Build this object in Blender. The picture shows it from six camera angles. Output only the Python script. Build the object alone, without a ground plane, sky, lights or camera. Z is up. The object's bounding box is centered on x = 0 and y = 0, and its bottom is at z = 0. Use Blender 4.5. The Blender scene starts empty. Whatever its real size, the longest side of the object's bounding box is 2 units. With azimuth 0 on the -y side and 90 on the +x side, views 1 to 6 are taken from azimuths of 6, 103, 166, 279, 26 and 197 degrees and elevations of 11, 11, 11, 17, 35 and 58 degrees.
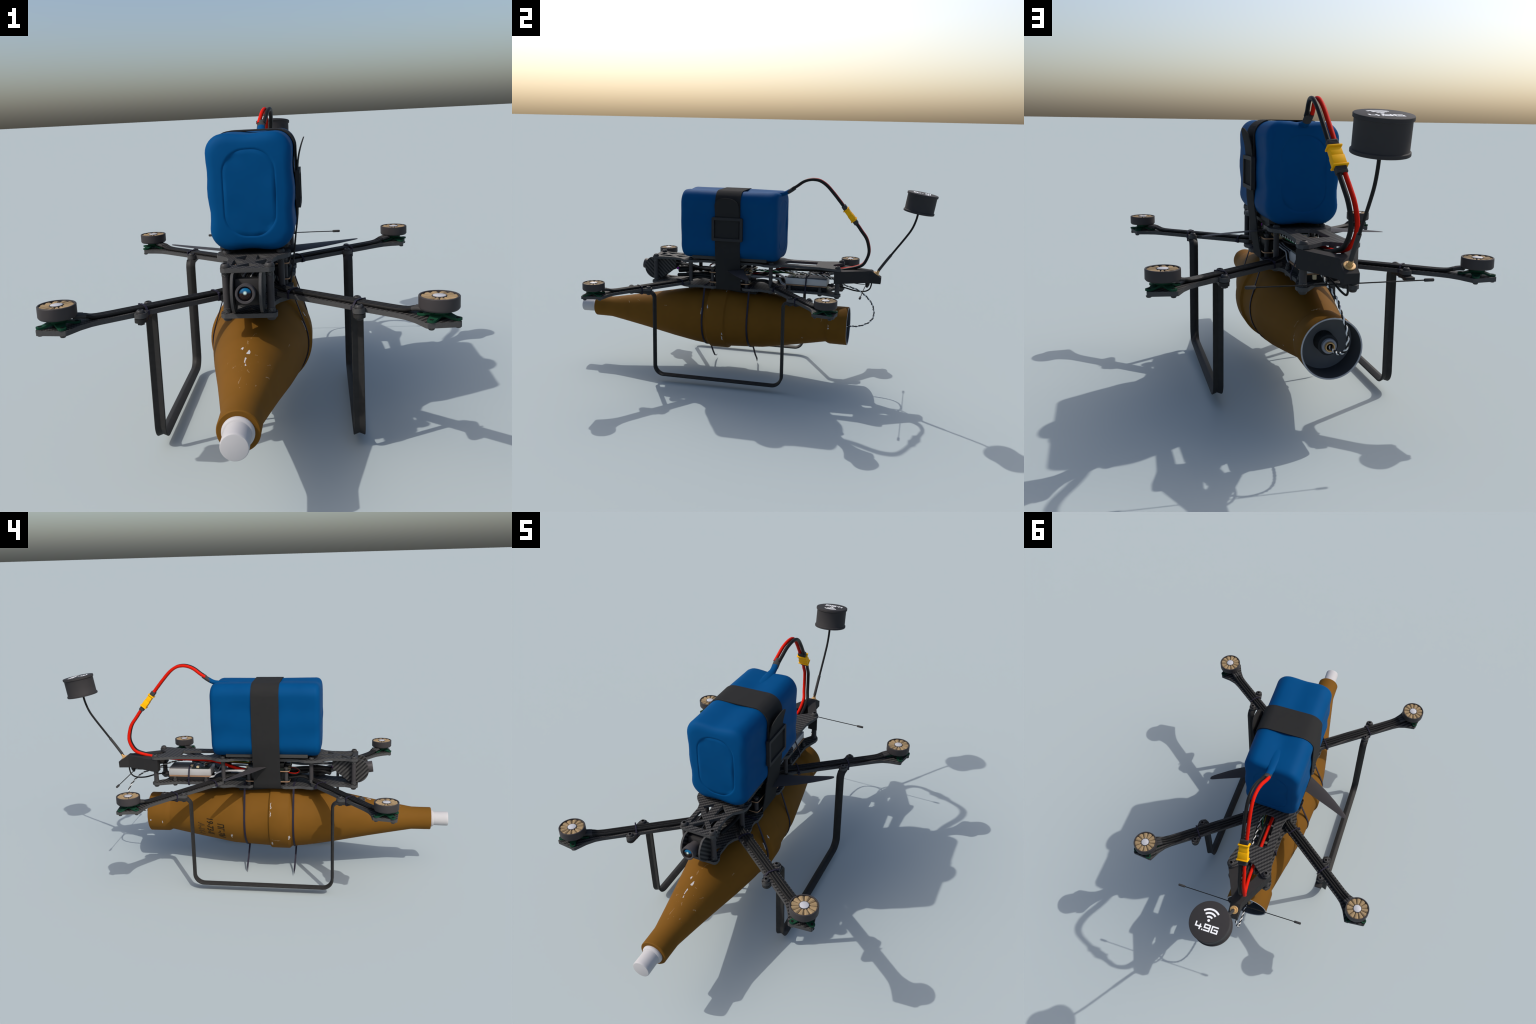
# Small racing quadcopter (front = -y) with a blue battery on top, a brown bottle-shaped
# payload tied underneath, two strap-bent landing legs and a stubby disc antenna at the rear.
import bpy, bmesh, math, random
from mathutils import Vector, Matrix
from math import sin, cos, pi, radians, atan2, hypot, sqrt

random.seed(7)
V = Vector
YC = -0.0805            # the frame, arms and legs mirror front/rear about this y


# ------------------------------------------------------------------ materials
def new_mat(name):
    m = bpy.data.materials.new(name)
    m.use_nodes = True
    nt = m.node_tree
    b = nt.nodes["Principled BSDF"]
    return m, nt, b


def N(nt, kind, **kw):
    n = nt.nodes.new(kind)
    for k, v in kw.items():
        setattr(n, k, v)
    return n


def math_node(nt, op, a, b=None, c=None):
    n = N(nt, "ShaderNodeMath", operation=op)
    for i, v in enumerate((a, b, c)):
        if v is None:
            continue
        if isinstance(v, (int, float)):
            n.inputs[i].default_value = v
        else:
            nt.links.new(v, n.inputs[i])
    return n.outputs[0]


def mix_rgb(nt, fac, a, b):
    n = N(nt, "ShaderNodeMix", data_type='RGBA')
    for i, v in ((0, fac), (6, a), (7, b)):
        if isinstance(v, (int, float)):
            n.inputs[i].default_value = v
        elif isinstance(v, tuple):
            n.inputs[i].default_value = (*v[:3], 1)
        else:
            nt.links.new(v, n.inputs[i])
    return n.outputs[2]


def plain(name, col, rough=0.65, spec=0.10, metal=0.0, var=0.12, scale=40, bump=0.0, bump_scale=300, coat=0.0):
    """One colour with a little blotchy variation and an optional fine grain."""
    m, nt, b = new_mat(name)
    tc = N(nt, "ShaderNodeTexCoord")
    no = N(nt, "ShaderNodeTexNoise")
    no.inputs["Scale"].default_value = scale
    no.inputs["Detail"].default_value = 4
    nt.links.new(tc.outputs["Object"], no.inputs["Vector"])
    lo = tuple(c * (1 - var) for c in col)
    hi = tuple(c * (1 + var) for c in col)
    nt.links.new(mix_rgb(nt, no.outputs[0], lo, hi), b.inputs["Base Color"])
    b.inputs["Roughness"].default_value = rough
    b.inputs["Specular IOR Level"].default_value = spec
    b.inputs["Metallic"].default_value = metal
    b.inputs["Coat Weight"].default_value = coat
    if bump:
        n2 = N(nt, "ShaderNodeTexNoise")
        n2.inputs["Scale"].default_value = bump_scale
        n2.inputs["Detail"].default_value = 3
        nt.links.new(tc.outputs["Object"], n2.inputs["Vector"])
        bp = N(nt, "ShaderNodeBump")
        bp.inputs["Strength"].default_value = bump
        bp.inputs["Distance"].default_value = 0.002
        nt.links.new(n2.outputs[0], bp.inputs["Height"])
        nt.links.new(bp.outputs[0], b.inputs["Normal"])
    return m


def weave(name, axes, sign, cell=0.0057, hi=(.064, .0618, .0595), lo=(.0140, .0142, .0148)):
    """2x2 twill of carbon fibre: diagonal stair-stepped bands with a fine thread hatch."""
    m, nt, b = new_mat(name)
    tc = N(nt, "ShaderNodeTexCoord")
    sp = N(nt, "ShaderNodeSeparateXYZ")
    nt.links.new(tc.outputs["Object"], sp.inputs[0])
    u, v = sp.outputs[axes[0]], sp.outputs[axes[1]]
    i = math_node(nt, 'FLOOR', math_node(nt, 'DIVIDE', u, cell))
    j = math_node(nt, 'FLOOR', math_node(nt, 'DIVIDE', v, cell))
    s = math_node(nt, 'ADD', i, math_node(nt, 'MULTIPLY', j, sign))
    t = math_node(nt, 'FLOORED_MODULO', s, 4.0)
    on = math_node(nt, 'LESS_THAN', t, 1.5)
    # rounded tow: brighter in the middle of each cell
    fu = math_node(nt, 'FRACT', math_node(nt, 'DIVIDE', u, cell))
    tow = math_node(nt, 'SINE', math_node(nt, 'MULTIPLY', fu, pi))
    on2 = math_node(nt, 'MULTIPLY', on, math_node(nt, 'MULTIPLY_ADD', tow, 0.45, 0.62))
    nt.links.new(mix_rgb(nt, on2, lo, hi), b.inputs["Base Color"])
    b.inputs["Roughness"].default_value = 0.6
    b.inputs["Specular IOR Level"].default_value = 0.12
    return m


M_WEAVE_TOP = weave("carbon_weave_plate", (0, 1), -1)
M_WEAVE_SIDE = weave("carbon_weave_upright", (1, 2), 1)
M_EDGE = plain("carbon_cut_edge", (.060, .060, .060), .65, 0.08, var=.2, scale=260)
M_STAND = plain("dark_anodised_metal", (.044, .041, .042), .5, 0.12)
M_BOLT = plain("black_steel_bolt", (.040, .039, .039), .42, 0.14)
M_SOCKET = plain("bolt_socket_dark", (.008, .008, .008), .7, .1)
M_BLACK = plain("black_rubber_wire", (.0115, .0115, .0118), .5, 0.10)
M_WIRE = plain("black_silicone_wire", (.0125, .0122, .0120), .45, 0.10)
M_SHRINK = plain("grey_heat_shrink", (.042, .041, .041), .6, 0.08)
M_RED = plain("red_silicone_wire", (.54, .010, .0025), .55, .06, var=.05)
M_YEL = plain("yellow_nylon", (.80, .39, .003), .6, .08, var=.05)
M_BELL = plain("motor_bell_grey", (.042, .038, .039), .5, 0.12, var=.06)
M_COPPER = plain("tan_lacquered_winding", (.275, .195, .105), .6, .1, var=.10, scale=160)
M_CAPSIL = plain("pale_motor_cap", (.42, .42, .44), .45, .3, var=.04)
M_GREEN = plain("green_motor_base", (.007, .046, .024), .6, .1, var=.1)
M_TIE = plain("blue_black_nylon_tie", (.018, .016, .028), .5, 0.12, var=.08)
M_LEG = plain("bent_strap_black", (.024, .0235, .023), .55, 0.12, var=.25, scale=60, bump=.1)
M_STRAP = plain("woven_black_webbing", (.0215, .0215, .0215), .9, .1, var=.35, scale=900, bump=.5, bump_scale=1200)
M_BUCKLE = plain("moulded_black_plastic", (.026, .026, .027), .6, 0.10)
M_PAD = plain("battery_pad_rubber", (.045, .0445, .043), .85, .12, var=.15, scale=300)
M_FOAM = plain("black_foam", (.017, .0172, .018), .9, .1, var=.2, scale=200)
M_BLADE = plain("grey_plastic_blade", (.043, .040, .042), .5, 0.12, var=.05)
M_PRINT = plain("printed_dark_plastic", (.026, .025, .025), .7, 0.08, var=.1, scale=120)
M_ANT = plain("antenna_dark_plastic", (.034, .032, .033), .6, 0.10, var=.06)
M_WHITE = plain("white_print", (.80, .80, .80), .6, .2, var=.02)
M_GOLD = plain("matt_brass", (.52, .315, .12), .4, .4, .15, var=.06)
M_SILVER = plain("silver_case", (.40, .395, .39), .45, .4, .1, var=.05)
M_FIN = plain("grey_heatsink", (.085, .085, .09), .5, .3, .2)
M_PCB = plain("black_circuit_board", (.012, .016, .014), .5, .3, var=.5, scale=90)
M_PCBEDGE = plain("tan_board_edge", (.30, .175, .10), .7, .2)
M_CREAM = plain("cream_plug", (.52, .44, .28), .6, .2)
M_CHIP = plain("black_chip", (.010, .010, .011), .4, .4)
M_NOSE = plain("pale_nose_cap", (.43, .42, .425), .6, .08, var=.03)
M_RIM = plain("bare_rim_metal", (.30, .31, .33), .5, .4, .2)
M_CUP = plain("dark_cup_inside", (.135, .140, .150), .6, 0.12, var=.08)
M_THREAD = plain("dark_thread", (.022, .024, .026), .5, 0.12)
M_BOSS = plain("grey_boss", (.24, .25, .28), .5, 0.12)
M_WHITEW = plain("white_wire", (.66, .66, .64), .5, .25, var=.03)
M_GREENW = plain("green_wire", (.015, .20, .07), .5, .25)
M_YELW = plain("yellow_wire", (.42, .33, .02), .5, .25)
M_GREYW = plain("grey_ribbon_wire", (.30, .31, .32), .5, .25)
M_PURPLE = plain("purple_plug", (.25, .004, .30), .5, .25)
M_CAM = plain("camera_dark_plastic", (.030, .029, .0285), .55, 0.10)
M_LRING = plain("lens_ring", (.050, .046, .048), .45, 0.12)
M_STENCIL = plain("stencil_ink", (.020, .014, .006), .8, .1, var=.6, scale=70)
M_STENCIL2 = plain("faded_stencil_ink", (.075, .038, .010), .8, .1, var=.5, scale=90)

# blue shrink wrap
M_BLUE, nt, b = new_mat("blue_shrink_wrap")
tc = N(nt, "ShaderNodeTexCoord")
n1 = N(nt, "ShaderNodeTexNoise"); n1.inputs["Scale"].default_value = 9; n1.inputs["Detail"].default_value = 3
nt.links.new(tc.outputs["Object"], n1.inputs["Vector"])
nt.links.new(mix_rgb(nt, n1.outputs[0], (.0003, .0480, .150), (.0005, .0600, .182)), b.inputs["Base Color"])
b.inputs["Roughness"].default_value = .62
b.inputs["Specular IOR Level"].default_value = .04
n2 = N(nt, "ShaderNodeTexNoise"); n2.inputs["Scale"].default_value = 420; n2.inputs["Detail"].default_value = 2
nt.links.new(tc.outputs["Object"], n2.inputs["Vector"])
bp = N(nt, "ShaderNodeBump"); bp.inputs["Strength"].default_value = .06; bp.inputs["Distance"].default_value = .002
nt.links.new(n2.outputs[0], bp.inputs["Height"]); nt.links.new(bp.outputs[0], b.inputs["Normal"])

# lens: dark glass, blue reflection painted into the upper half, warm rings lower down
M_LENS, nt, b = new_mat("lens_glass_painted_reflection")
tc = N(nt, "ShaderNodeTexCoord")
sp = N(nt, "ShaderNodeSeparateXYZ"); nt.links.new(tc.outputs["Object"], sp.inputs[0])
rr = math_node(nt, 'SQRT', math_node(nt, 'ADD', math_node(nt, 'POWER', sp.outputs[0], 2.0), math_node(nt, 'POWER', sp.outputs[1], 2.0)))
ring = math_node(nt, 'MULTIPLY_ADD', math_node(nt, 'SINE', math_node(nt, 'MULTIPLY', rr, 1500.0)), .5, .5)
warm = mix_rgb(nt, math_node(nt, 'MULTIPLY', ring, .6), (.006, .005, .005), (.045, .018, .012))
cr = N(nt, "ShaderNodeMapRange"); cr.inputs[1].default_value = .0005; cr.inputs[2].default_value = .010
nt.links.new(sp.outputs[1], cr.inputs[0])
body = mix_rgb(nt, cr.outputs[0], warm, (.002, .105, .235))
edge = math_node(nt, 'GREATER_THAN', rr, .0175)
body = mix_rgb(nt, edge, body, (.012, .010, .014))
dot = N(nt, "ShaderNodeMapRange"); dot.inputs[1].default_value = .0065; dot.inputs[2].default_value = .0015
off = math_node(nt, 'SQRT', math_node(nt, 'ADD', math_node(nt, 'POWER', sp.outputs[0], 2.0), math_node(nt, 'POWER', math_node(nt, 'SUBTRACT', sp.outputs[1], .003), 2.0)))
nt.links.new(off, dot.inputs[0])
nt.links.new(mix_rgb(nt, dot.outputs[0], body, (.55, .72, .66)), b.inputs["Base Color"])   # pale highlight drawn into the colour near the centre
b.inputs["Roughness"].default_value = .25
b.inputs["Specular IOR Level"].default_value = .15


# dark turned metal with fine rings across y
M_TURNED, nt, b = new_mat("dark_turned_wall")
tc = N(nt, "ShaderNodeTexCoord")
wv0 = N(nt, "ShaderNodeTexWave", bands_direction='Y'); wv0.inputs["Scale"].default_value = 95; wv0.inputs["Distortion"].default_value = 0
nt.links.new(tc.outputs["Object"], wv0.inputs["Vector"])
nt.links.new(mix_rgb(nt, wv0.outputs["Fac"], (.030, .032, .036), (.085, .088, .095)), b.inputs["Base Color"])
b.inputs["Roughness"].default_value = .6
b.inputs["Specular IOR Level"].default_value = .1

# diamond-knurled metal
M_KNURL, nt, b = new_mat("knurled_metal")
tc = N(nt, "ShaderNodeTexCoord")
mp0 = N(nt, "ShaderNodeMapping"); mp0.inputs["Rotation"].default_value = (.78, .4, .78)
nt.links.new(tc.outputs["Object"], mp0.inputs["Vector"])
ck = N(nt, "ShaderNodeTexChecker"); ck.inputs["Scale"].default_value = 330
ck.inputs["Color1"].default_value = (.075, .074, .073, 1); ck.inputs["Color2"].default_value = (.018, .018, .018, 1)
nt.links.new(mp0.outputs[0], ck.inputs["Vector"]); nt.links.new(ck.outputs["Color"], b.inputs["Base Color"])
b.inputs["Roughness"].default_value = .55
b.inputs["Specular IOR Level"].default_value = .15


# paint of the payload: ochre brown with flaked chips and scratches, placed in (y, angle) space
WZ = 0.294
M_PAINT, nt, b = new_mat("ochre_brown_paint")
tc = N(nt, "ShaderNodeTexCoord")
sp = N(nt, "ShaderNodeSeparateXYZ"); nt.links.new(tc.outputs["Object"], sp.inputs[0])
ang = math_node(nt, 'ARCTAN2', sp.outputs[0], sp.outputs[2])       # object origin lies on the axis
arc = math_node(nt, 'MULTIPLY', ang, 0.12)
cmb = N(nt, "ShaderNodeCombineXYZ")
nt.links.new(sp.outputs[1], cmb.inputs[0]); nt.links.new(arc, cmb.inputs[1])
wob = N(nt, "ShaderNodeTexNoise"); wob.inputs["Scale"].default_value = 150; wob.inputs["Detail"].default_value = 4
nt.links.new(cmb.outputs[0], wob.inputs["Vector"])
wv = N(nt, "ShaderNodeVectorMath", operation='SUBTRACT'); nt.links.new(wob.outputs["Color"], wv.inputs[0]); wv.inputs[1].default_value = (.5, .5, .5)
ws = N(nt, "ShaderNodeVectorMath", operation='SCALE'); nt.links.new(wv.outputs[0], ws.inputs[0]); ws.inputs["Scale"].default_value = .016
wa = N(nt, "ShaderNodeVectorMath", operation='ADD'); nt.links.new(cmb.outputs[0], wa.inputs[0]); nt.links.new(ws.outputs[0], wa.inputs[1])


def chip(y, deg, half_len, half_wid, rot, vec):
    mp = N(nt, "ShaderNodeMapping", vector_type='TEXTURE')
    mp.inputs["Location"].default_value = (y, radians(deg) * .12, 0)
    mp.inputs["Rotation"].default_value = (0, 0, radians(rot))
    mp.inputs["Scale"].default_value = (half_len, half_wid, 1)
    nt.links.new(vec, mp.inputs["Vector"])
    ln = N(nt, "ShaderNodeVectorMath", operation='LENGTH'); nt.links.new(mp.outputs[0], ln.inputs[0])
    return math_node(nt, 'LESS_THAN', ln.outputs["Value"], 1.0)


def union(parts):
    out = parts[0]
    for p in parts[1:]:
        out = math_node(nt, 'MAXIMUM', out, p)
    return out


# bare flakes: (y, angle, half length, half width, rotation)
flakes = [(-.597, 0, .012, .0055, 10), (-.641, -4, .014, .0038, 5), (-.573, -12, .006, .0045, 0), (-.668, -2, .006, .0018, 0),
          (-.104, -56, .0018, .011, 0), (-.103, -70, .0018, .010, 0), (-.197, -114, .004, .010, 8), (-.107, -129, .003, .010, 0), (.106, -120, .005, .010, 12),
          (-.225, 68, .0035, .014, 0), (-.106, 118, .004, .010, 0), (-.104, 108, .0025, .006, 0), (.469, 86, .0035, .006, 0), (.469, 78, .0014, .008, 0),
          (-.105, 20, .002, .014, 0), (-.19, 60, .003, .007, 0), (.468, -20, .002, .012, 0), (.468, 150, .003, .008, 0), (-.104, 175, .003, .013, 0),
          (.035, -85, .0025, .006, 0), (.55, -98, .003, .006, 20), (.487, -104, .0014, .011, 0), (-.3, -150, .016, .001, 0), (.33, 120, .004, .002, 0)]
fm = union([chip(*f, wa.outputs[0]) for f in flakes])
# hairline scratches on the nose cone and neck
scr = [(-.747, -10, .019, .0010, 18), (-.690, 48, .010, .0014, 70), (-.63, 41, .009, .0009, 40), (-.543, -4, .010, .0008, -5), (-.50, 4, .012, .0007, 25),
       (-.665, -26, .009, .0009, 60), (-.70, 6, .010, .0009, -30), (-.61, 14, .006, .0009, 80), (-.76, 30, .005, .0009, 50), (-.45, 60, .010, .0006, 10),
       (.43, 10, .002, .022, 0), (.43, 60, .0010, .020, 5), (-.13, -120, .022, .0008, 5), (-.35, -140, .014, .0008, 0), (-.62, -40, .006, .0008, 40)]
sm = union([chip(*s, wa.outputs[0]) for s in scr])
# random fine specks, thick on the upper nose cone and thin elsewhere
vo = N(nt, "ShaderNodeTexVoronoi"); vo.inputs["Scale"].default_value = 55; vo.inputs["Randomness"].default_value = 1
st = N(nt, "ShaderNodeMapping"); st.inputs["Scale"].default_value = (1, 1.5, 1); nt.links.new(wa.outputs[0], st.inputs["Vector"]); nt.links.new(st.outputs[0], vo.inputs["Vector"])
zone = chip(-.66, 10, .16, .09, 0, cmb.outputs[0])
thr = math_node(nt, 'MULTIPLY_ADD', zone, .062, .030)
keep = N(nt, "ShaderNodeSeparateColor"); nt.links.new(vo.outputs["Color"], keep.inputs[0])
speck = math_node(nt, 'MULTIPLY', math_node(nt, 'LESS_THAN', vo.outputs["Distance"], thr), math_node(nt, 'GREATER_THAN', keep.outputs[0], math_node(nt, 'MULTIPLY_ADD', zone, -.45, .93)))
bl = N(nt, "ShaderNodeTexNoise"); bl.inputs["Scale"].default_value = 14; bl.inputs["Detail"].default_value = 5
nt.links.new(tc.outputs["Object"], bl.inputs["Vector"])
base = mix_rgb(nt, bl.outputs[0], (.134, .0618, .0088), (.162, .0715, .0108))
c1 = mix_rgb(nt, math_node(nt, 'MULTIPLY', speck, .45), base, (.42, .30, .18))
c2 = mix_rgb(nt, math_node(nt, 'MULTIPLY', sm, .55), c1, (.46, .36, .24))
c3 = mix_rgb(nt, fm, c2, (.42, .405, .400))
nt.links.new(c3, b.inputs["Base Color"])
b.inputs["Roughness"].default_value = .65
b.inputs["Specular IOR Level"].default_value = .04

# ------------------------------------------------------------------ building helpers
ROOT = bpy.data.objects.new("quadcopter_drone", None)
bpy.context.scene.collection.objects.link(ROOT)
ROOT["label"] = "quadcopter drone with blue battery and brown payload tied underneath"
ROOT["category"] = "drone"


def link(ob, parent):
    bpy.context.scene.collection.objects.link(ob)
    ob.parent = parent or ROOT
    return ob


def finish(bm, name, mats, parent=None, smooth=35, origin=(0, 0, 0), recalc=True, stuff=False):
    if recalc:
        bmesh.ops.recalc_face_normals(bm, faces=bm.faces[:])
    me = bpy.data.meshes.new(name)
    o = V(origin)
    if o.length:
        bmesh.ops.translate(bm, verts=bm.verts[:], vec=-o)
    bm.to_mesh(me)
    bm.free()
    for m in (mats if isinstance(mats, (list, tuple)) else [mats]):
        me.materials.append(m)
    if smooth:
        me.shade_smooth()
        me.set_sharp_from_angle(angle=radians(smooth))
    ob = bpy.data.objects.new(name, me)
    link(ob, parent)
    # parents sit at the scene origin or carry plain offsets: keep world position
    off = V((0, 0, 0))
    p = ob.parent
    while p is not None:
        off += p.location
        p = p.parent
    ob.location = o - off
    if stuff:
        ob["kind"] = "stuff"
    return ob


def place(src, loc, parent=None, scale=1.0, rot=(0, 0, 0)):
    ob = src.copy()
    link(ob, parent)
    off = V((0, 0, 0)); p = ob.parent
    while p is not None:
        off += p.location; p = p.parent
    ob.location = V(loc) - off
    ob.rotation_euler = rot
    ob.scale = (scale,) * 3 if isinstance(scale, (int, float)) else scale
    return ob


def basis_of(axis):
    a = V(axis).normalized()
    h = V((1, 0, 0)) if abs(a.x) < .9 else V((0, 1, 0))
    s = a.cross(h).normalized()
    return a, s, a.cross(s)


def add_revolve(bm, prof, base, axis, seg=32, mat=0, mats=None):
    """prof: list of (radius, height along axis); closes at radius 0."""
    a, s, t = basis_of(axis)
    base = V(base)
    rings = []
    for r, h in prof:
        if r < 1e-6:
            rings.append([bm.verts.new(base + a * h)])
        else:
            rings.append([bm.verts.new(base + a * h + (s * cos(2 * pi * k / seg) + t * sin(2 * pi * k / seg)) * r) for k in range(seg)])
    for i in range(len(rings) - 1):
        A, B = rings[i], rings[i + 1]
        mi = mats[i] if mats else mat
        for k in range(seg):
            k2 = (k + 1) % seg
            if len(A) == 1 and len(B) == 1:
                continue
            if len(A) == 1:
                f = bm.faces.new((A[0], B[k], B[k2]))
            elif len(B) == 1:
                f = bm.faces.new((A[k], B[0], A[k2]))
            else:
                f = bm.faces.new((A[k], B[k], B[k2], A[k2]))
            f.material_index = mi


def revolve(name, prof, base, axis, mats, parent=None, seg=32, matidx=None, smooth=35, origin=None):
    bm = bmesh.new()
    add_revolve(bm, prof, base, axis, seg, mats=matidx)
    return finish(bm, name, mats, parent, smooth, origin or (0, 0, 0))


def catmull(pts, n=8):
    P = [V(p) for p in pts]
    P = [P[0] * 2 - P[1]] + P + [P[-1] * 2 - P[-2]]
    out = []
    for i in range(1, len(P) - 2):
        for k in range(n):
            t = k / n
            out.append(.5 * ((2 * P[i]) + (P[i + 1] - P[i - 1]) * t + (2 * P[i - 1] - 5 * P[i] + 4 * P[i + 1] - P[i + 2]) * t * t
                             + (3 * P[i] - P[i - 1] - 3 * P[i + 1] + P[i + 2]) * t ** 3))
    out.append(P[-2])
    return out


def frames(pts, up=None):
    out = []
    prev = None
    for i, p in enumerate(pts):
        d = (pts[min(i + 1, len(pts) - 1)] - pts[max(i - 1, 0)]).normalized()
        if prev is None:
            s = d.cross(V(up) if up else (V((0, 0, 1)) if abs(d.z) < .9 else V((1, 0, 0)))).normalized()
        else:
            s = (prev - d * prev.dot(d)).normalized()
        prev = s
        out.append((p, d, s, d.cross(s)))
    return out


def add_tube(bm, pts, r, seg=10, mat=0, rn=None):
    """r, rn: number or list; rn is the radius along the second frame axis."""
    fr = frames(pts)
    rings = []
    for i, (p, d, s, t) in enumerate(fr):
        ra = r[i] if isinstance(r, (list, tuple)) else r
        rb = (rn[i] if isinstance(rn, (list, tuple)) else rn) if rn is not None else ra
        rings.append([bm.verts.new(p + s * (ra * cos(2 * pi * k / seg)) + t * (rb * sin(2 * pi * k / seg))) for k in range(seg)])
    for A, B in zip(rings, rings[1:]):
        for k in range(seg):
            bm.faces.new((A[k], A[(k + 1) % seg], B[(k + 1) % seg], B[k])).material_index = mat
    bm.faces.new(rings[0][::-1]).material_index = mat
    bm.faces.new(rings[-1]).material_index = mat


def tube(name, pts, r, mat, parent=None, seg=10, n=8, rn=None, curve=True):
    bm = bmesh.new()
    add_tube(bm, catmull(pts, n) if curve else [V(p) for p in pts], r, seg, rn=rn)
    return finish(bm, name, mat, parent, 50)


def add_poly(bm, outer, z0, z1, holes=(), top=0, side=1, fn=None):
    """Plate from a 2D outline with holes; fn maps (x, y, z) to a world point."""
    fn = fn or (lambda x, y, z: V((x, y, z)))
    tmp = bmesh.new()
    edges = []
    for loop in [outer] + list(holes):
        vs = [tmp.verts.new((x, y, 0)) for x, y in loop]
        edges += [tmp.edges.new((vs[i], vs[(i + 1) % len(vs)])) for i in range(len(vs))]
    bmesh.ops.triangle_fill(tmp, edges=edges, use_beauty=True)
    tmp.verts.ensure_lookup_table()
    tmp.verts.index_update()
    lo = [bm.verts.new(fn(v.co.x, v.co.y, z0)) for v in tmp.verts]
    hi = [bm.verts.new(fn(v.co.x, v.co.y, z1)) for v in tmp.verts]
    for f in tmp.faces:
        ids = [v.index for v in f.verts]
        bm.faces.new([hi[i] for i in ids]).material_index = top
        bm.faces.new([lo[i] for i in ids[::-1]]).material_index = top
    for e in tmp.edges:
        if len(e.link_faces) == 1:
            a, b_ = e.verts[0].index, e.verts[1].index
            bm.faces.new((lo[a], lo[b_], hi[b_], hi[a])).material_index = side
    tmp.free()


def add_box(bm, c, h, mat=0, rot=None, bev=0.0):
    g = bmesh.ops.create_cube(bm, size=2.0)
    M = Matrix.Translation(V(c)) @ (rot.to_4x4() if rot else Matrix.Identity(4)) @ Matrix.Diagonal((*h, 1))
    bmesh.ops.transform(bm, matrix=M, verts=g["verts"])
    fs = set(f for v in g["verts"] for f in v.link_faces)
    for f in fs:
        f.material_index = mat
    if bev:
        es = list(set(e for v in g["verts"] for e in v.link_edges))
        r = bmesh.ops.bevel(bm, geom=es, offset=bev, segments=2, profile=.5, affect='EDGES')
        for f in r["faces"]:
            f.material_index = mat


def box(name, c, h, mat, parent=None, bev=0.001, rot=None):
    bm = bmesh.new()
    add_box(bm, c, h, 0, rot, bev)
    return finish(bm, name, mat, parent, 35)


def add_sweep(bm, path, prof, side, closed=False, mat=0):
    """Sweep a 2D profile (a along `side`, b along the outward normal) along a planar path."""
    side = V(side).normalized()
    P = [V(p) for p in path]
    n = len(P)
    rings = []
    for i in range(n):
        if closed:
            d = (P[(i + 1) % n] - P[i - 1]).normalized()
        else:
            d = (P[min(i + 1, n - 1)] - P[max(i - 1, 0)]).normalized()
        nn = d.cross(side).normalized()
        rings.append([bm.verts.new(P[i] + side * a + nn * b_) for a, b_ in prof])
    m = len(prof)
    for i in range(n if closed else n - 1):
        A, B = rings[i], rings[(i + 1) % n]
        for k in range(m):
            bm.faces.new((A[k], A[(k + 1) % m], B[(k + 1) % m], B[k])).material_index = mat
    if not closed:
        bm.faces.new(rings[0][::-1]).material_index = mat
        bm.faces.new(rings[-1]).material_index = mat


def arc(cx, cy, r, a0, a1, n):
    return [(cx + r * cos(radians(a0 + (a1 - a0) * i / n)), cy + r * sin(radians(a0 + (a1 - a0) * i / n))) for i in range(n + 1)]


def round_poly(pts, radii, n=5):
    """Round the corners of a 2D polygon; radii: number or list."""
    out = []
    k = len(pts)
    for i in range(k):
        p0, p, p1 = V(pts[i - 1]).to_2d(), V(pts[i]).to_2d(), V(pts[(i + 1) % k]).to_2d()
        r = radii[i] if isinstance(radii, (list, tuple)) else radii
        a, b_ = (p0 - p), (p1 - p)
        la, lb = a.length, b_.length
        a.normalize(); b_.normalize()
        th = math.acos(max(-1, min(1, a.dot(b_))))
        if r <= 0 or th > pi - .05:
            out.append((p.x, p.y)); continue
        d = min(r / math.tan(th / 2), la * .48, lb * .48)
        q0, q1 = p + a * d, p + b_ * d
        for j in range(n + 1):
            t = j / n
            q = q0 * (1 - t) ** 2 + p * (2 * t * (1 - t)) + q1 * t * t
            out.append((q.x, q.y))
    return out


def sym(half):
    """Close a right-hand outline (front to rear) by mirroring in x."""
    return half + [(-x, y) for x, y in half[::-1]]


# ------------------------------------------------------------------ shared bolt, nut and standoff meshes
bm = bmesh.new()
add_revolve(bm, [(0, .30), (.42, .30), (.46, .82), (.60, .84), (.78, .74), (.95, .42), (1.0, .12), (1.0, 0), (0, 0)], (0, 0, 0), (0, 0, 1), 20,
            mats=[1, 1, 0, 0, 0, 0, 0, 0])
BOLT = finish(bm, "bolt", [M_BOLT, M_SOCKET], None, 40)
bm = bmesh.new()
add_revolve(bm, [(0, 1), (.55, 1), (.55, .8), (.95, .8), (1.0, .7), (1.0, .1), (.95, 0), (0, 0)], (0, 0, 0), (0, 0, 1), 6)
NUT = finish(bm, "hex_nut", [M_BOLT], None, 30)
used = {"b": 0, "n": 0}


def bolt(loc, r, parent, down=False, h=None):
    sc = (r, r, h or r * .95)
    rot = (pi, 0, 0) if down else (0, 0, random.random() * 3)
    if used["b"] == 0:
        used["b"] = 1
        BOLT.parent = parent or ROOT
        BOLT.location = loc; BOLT.scale = sc; BOLT.rotation_euler = rot
        return BOLT
    return place(BOLT, loc, parent, sc, rot)


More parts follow.
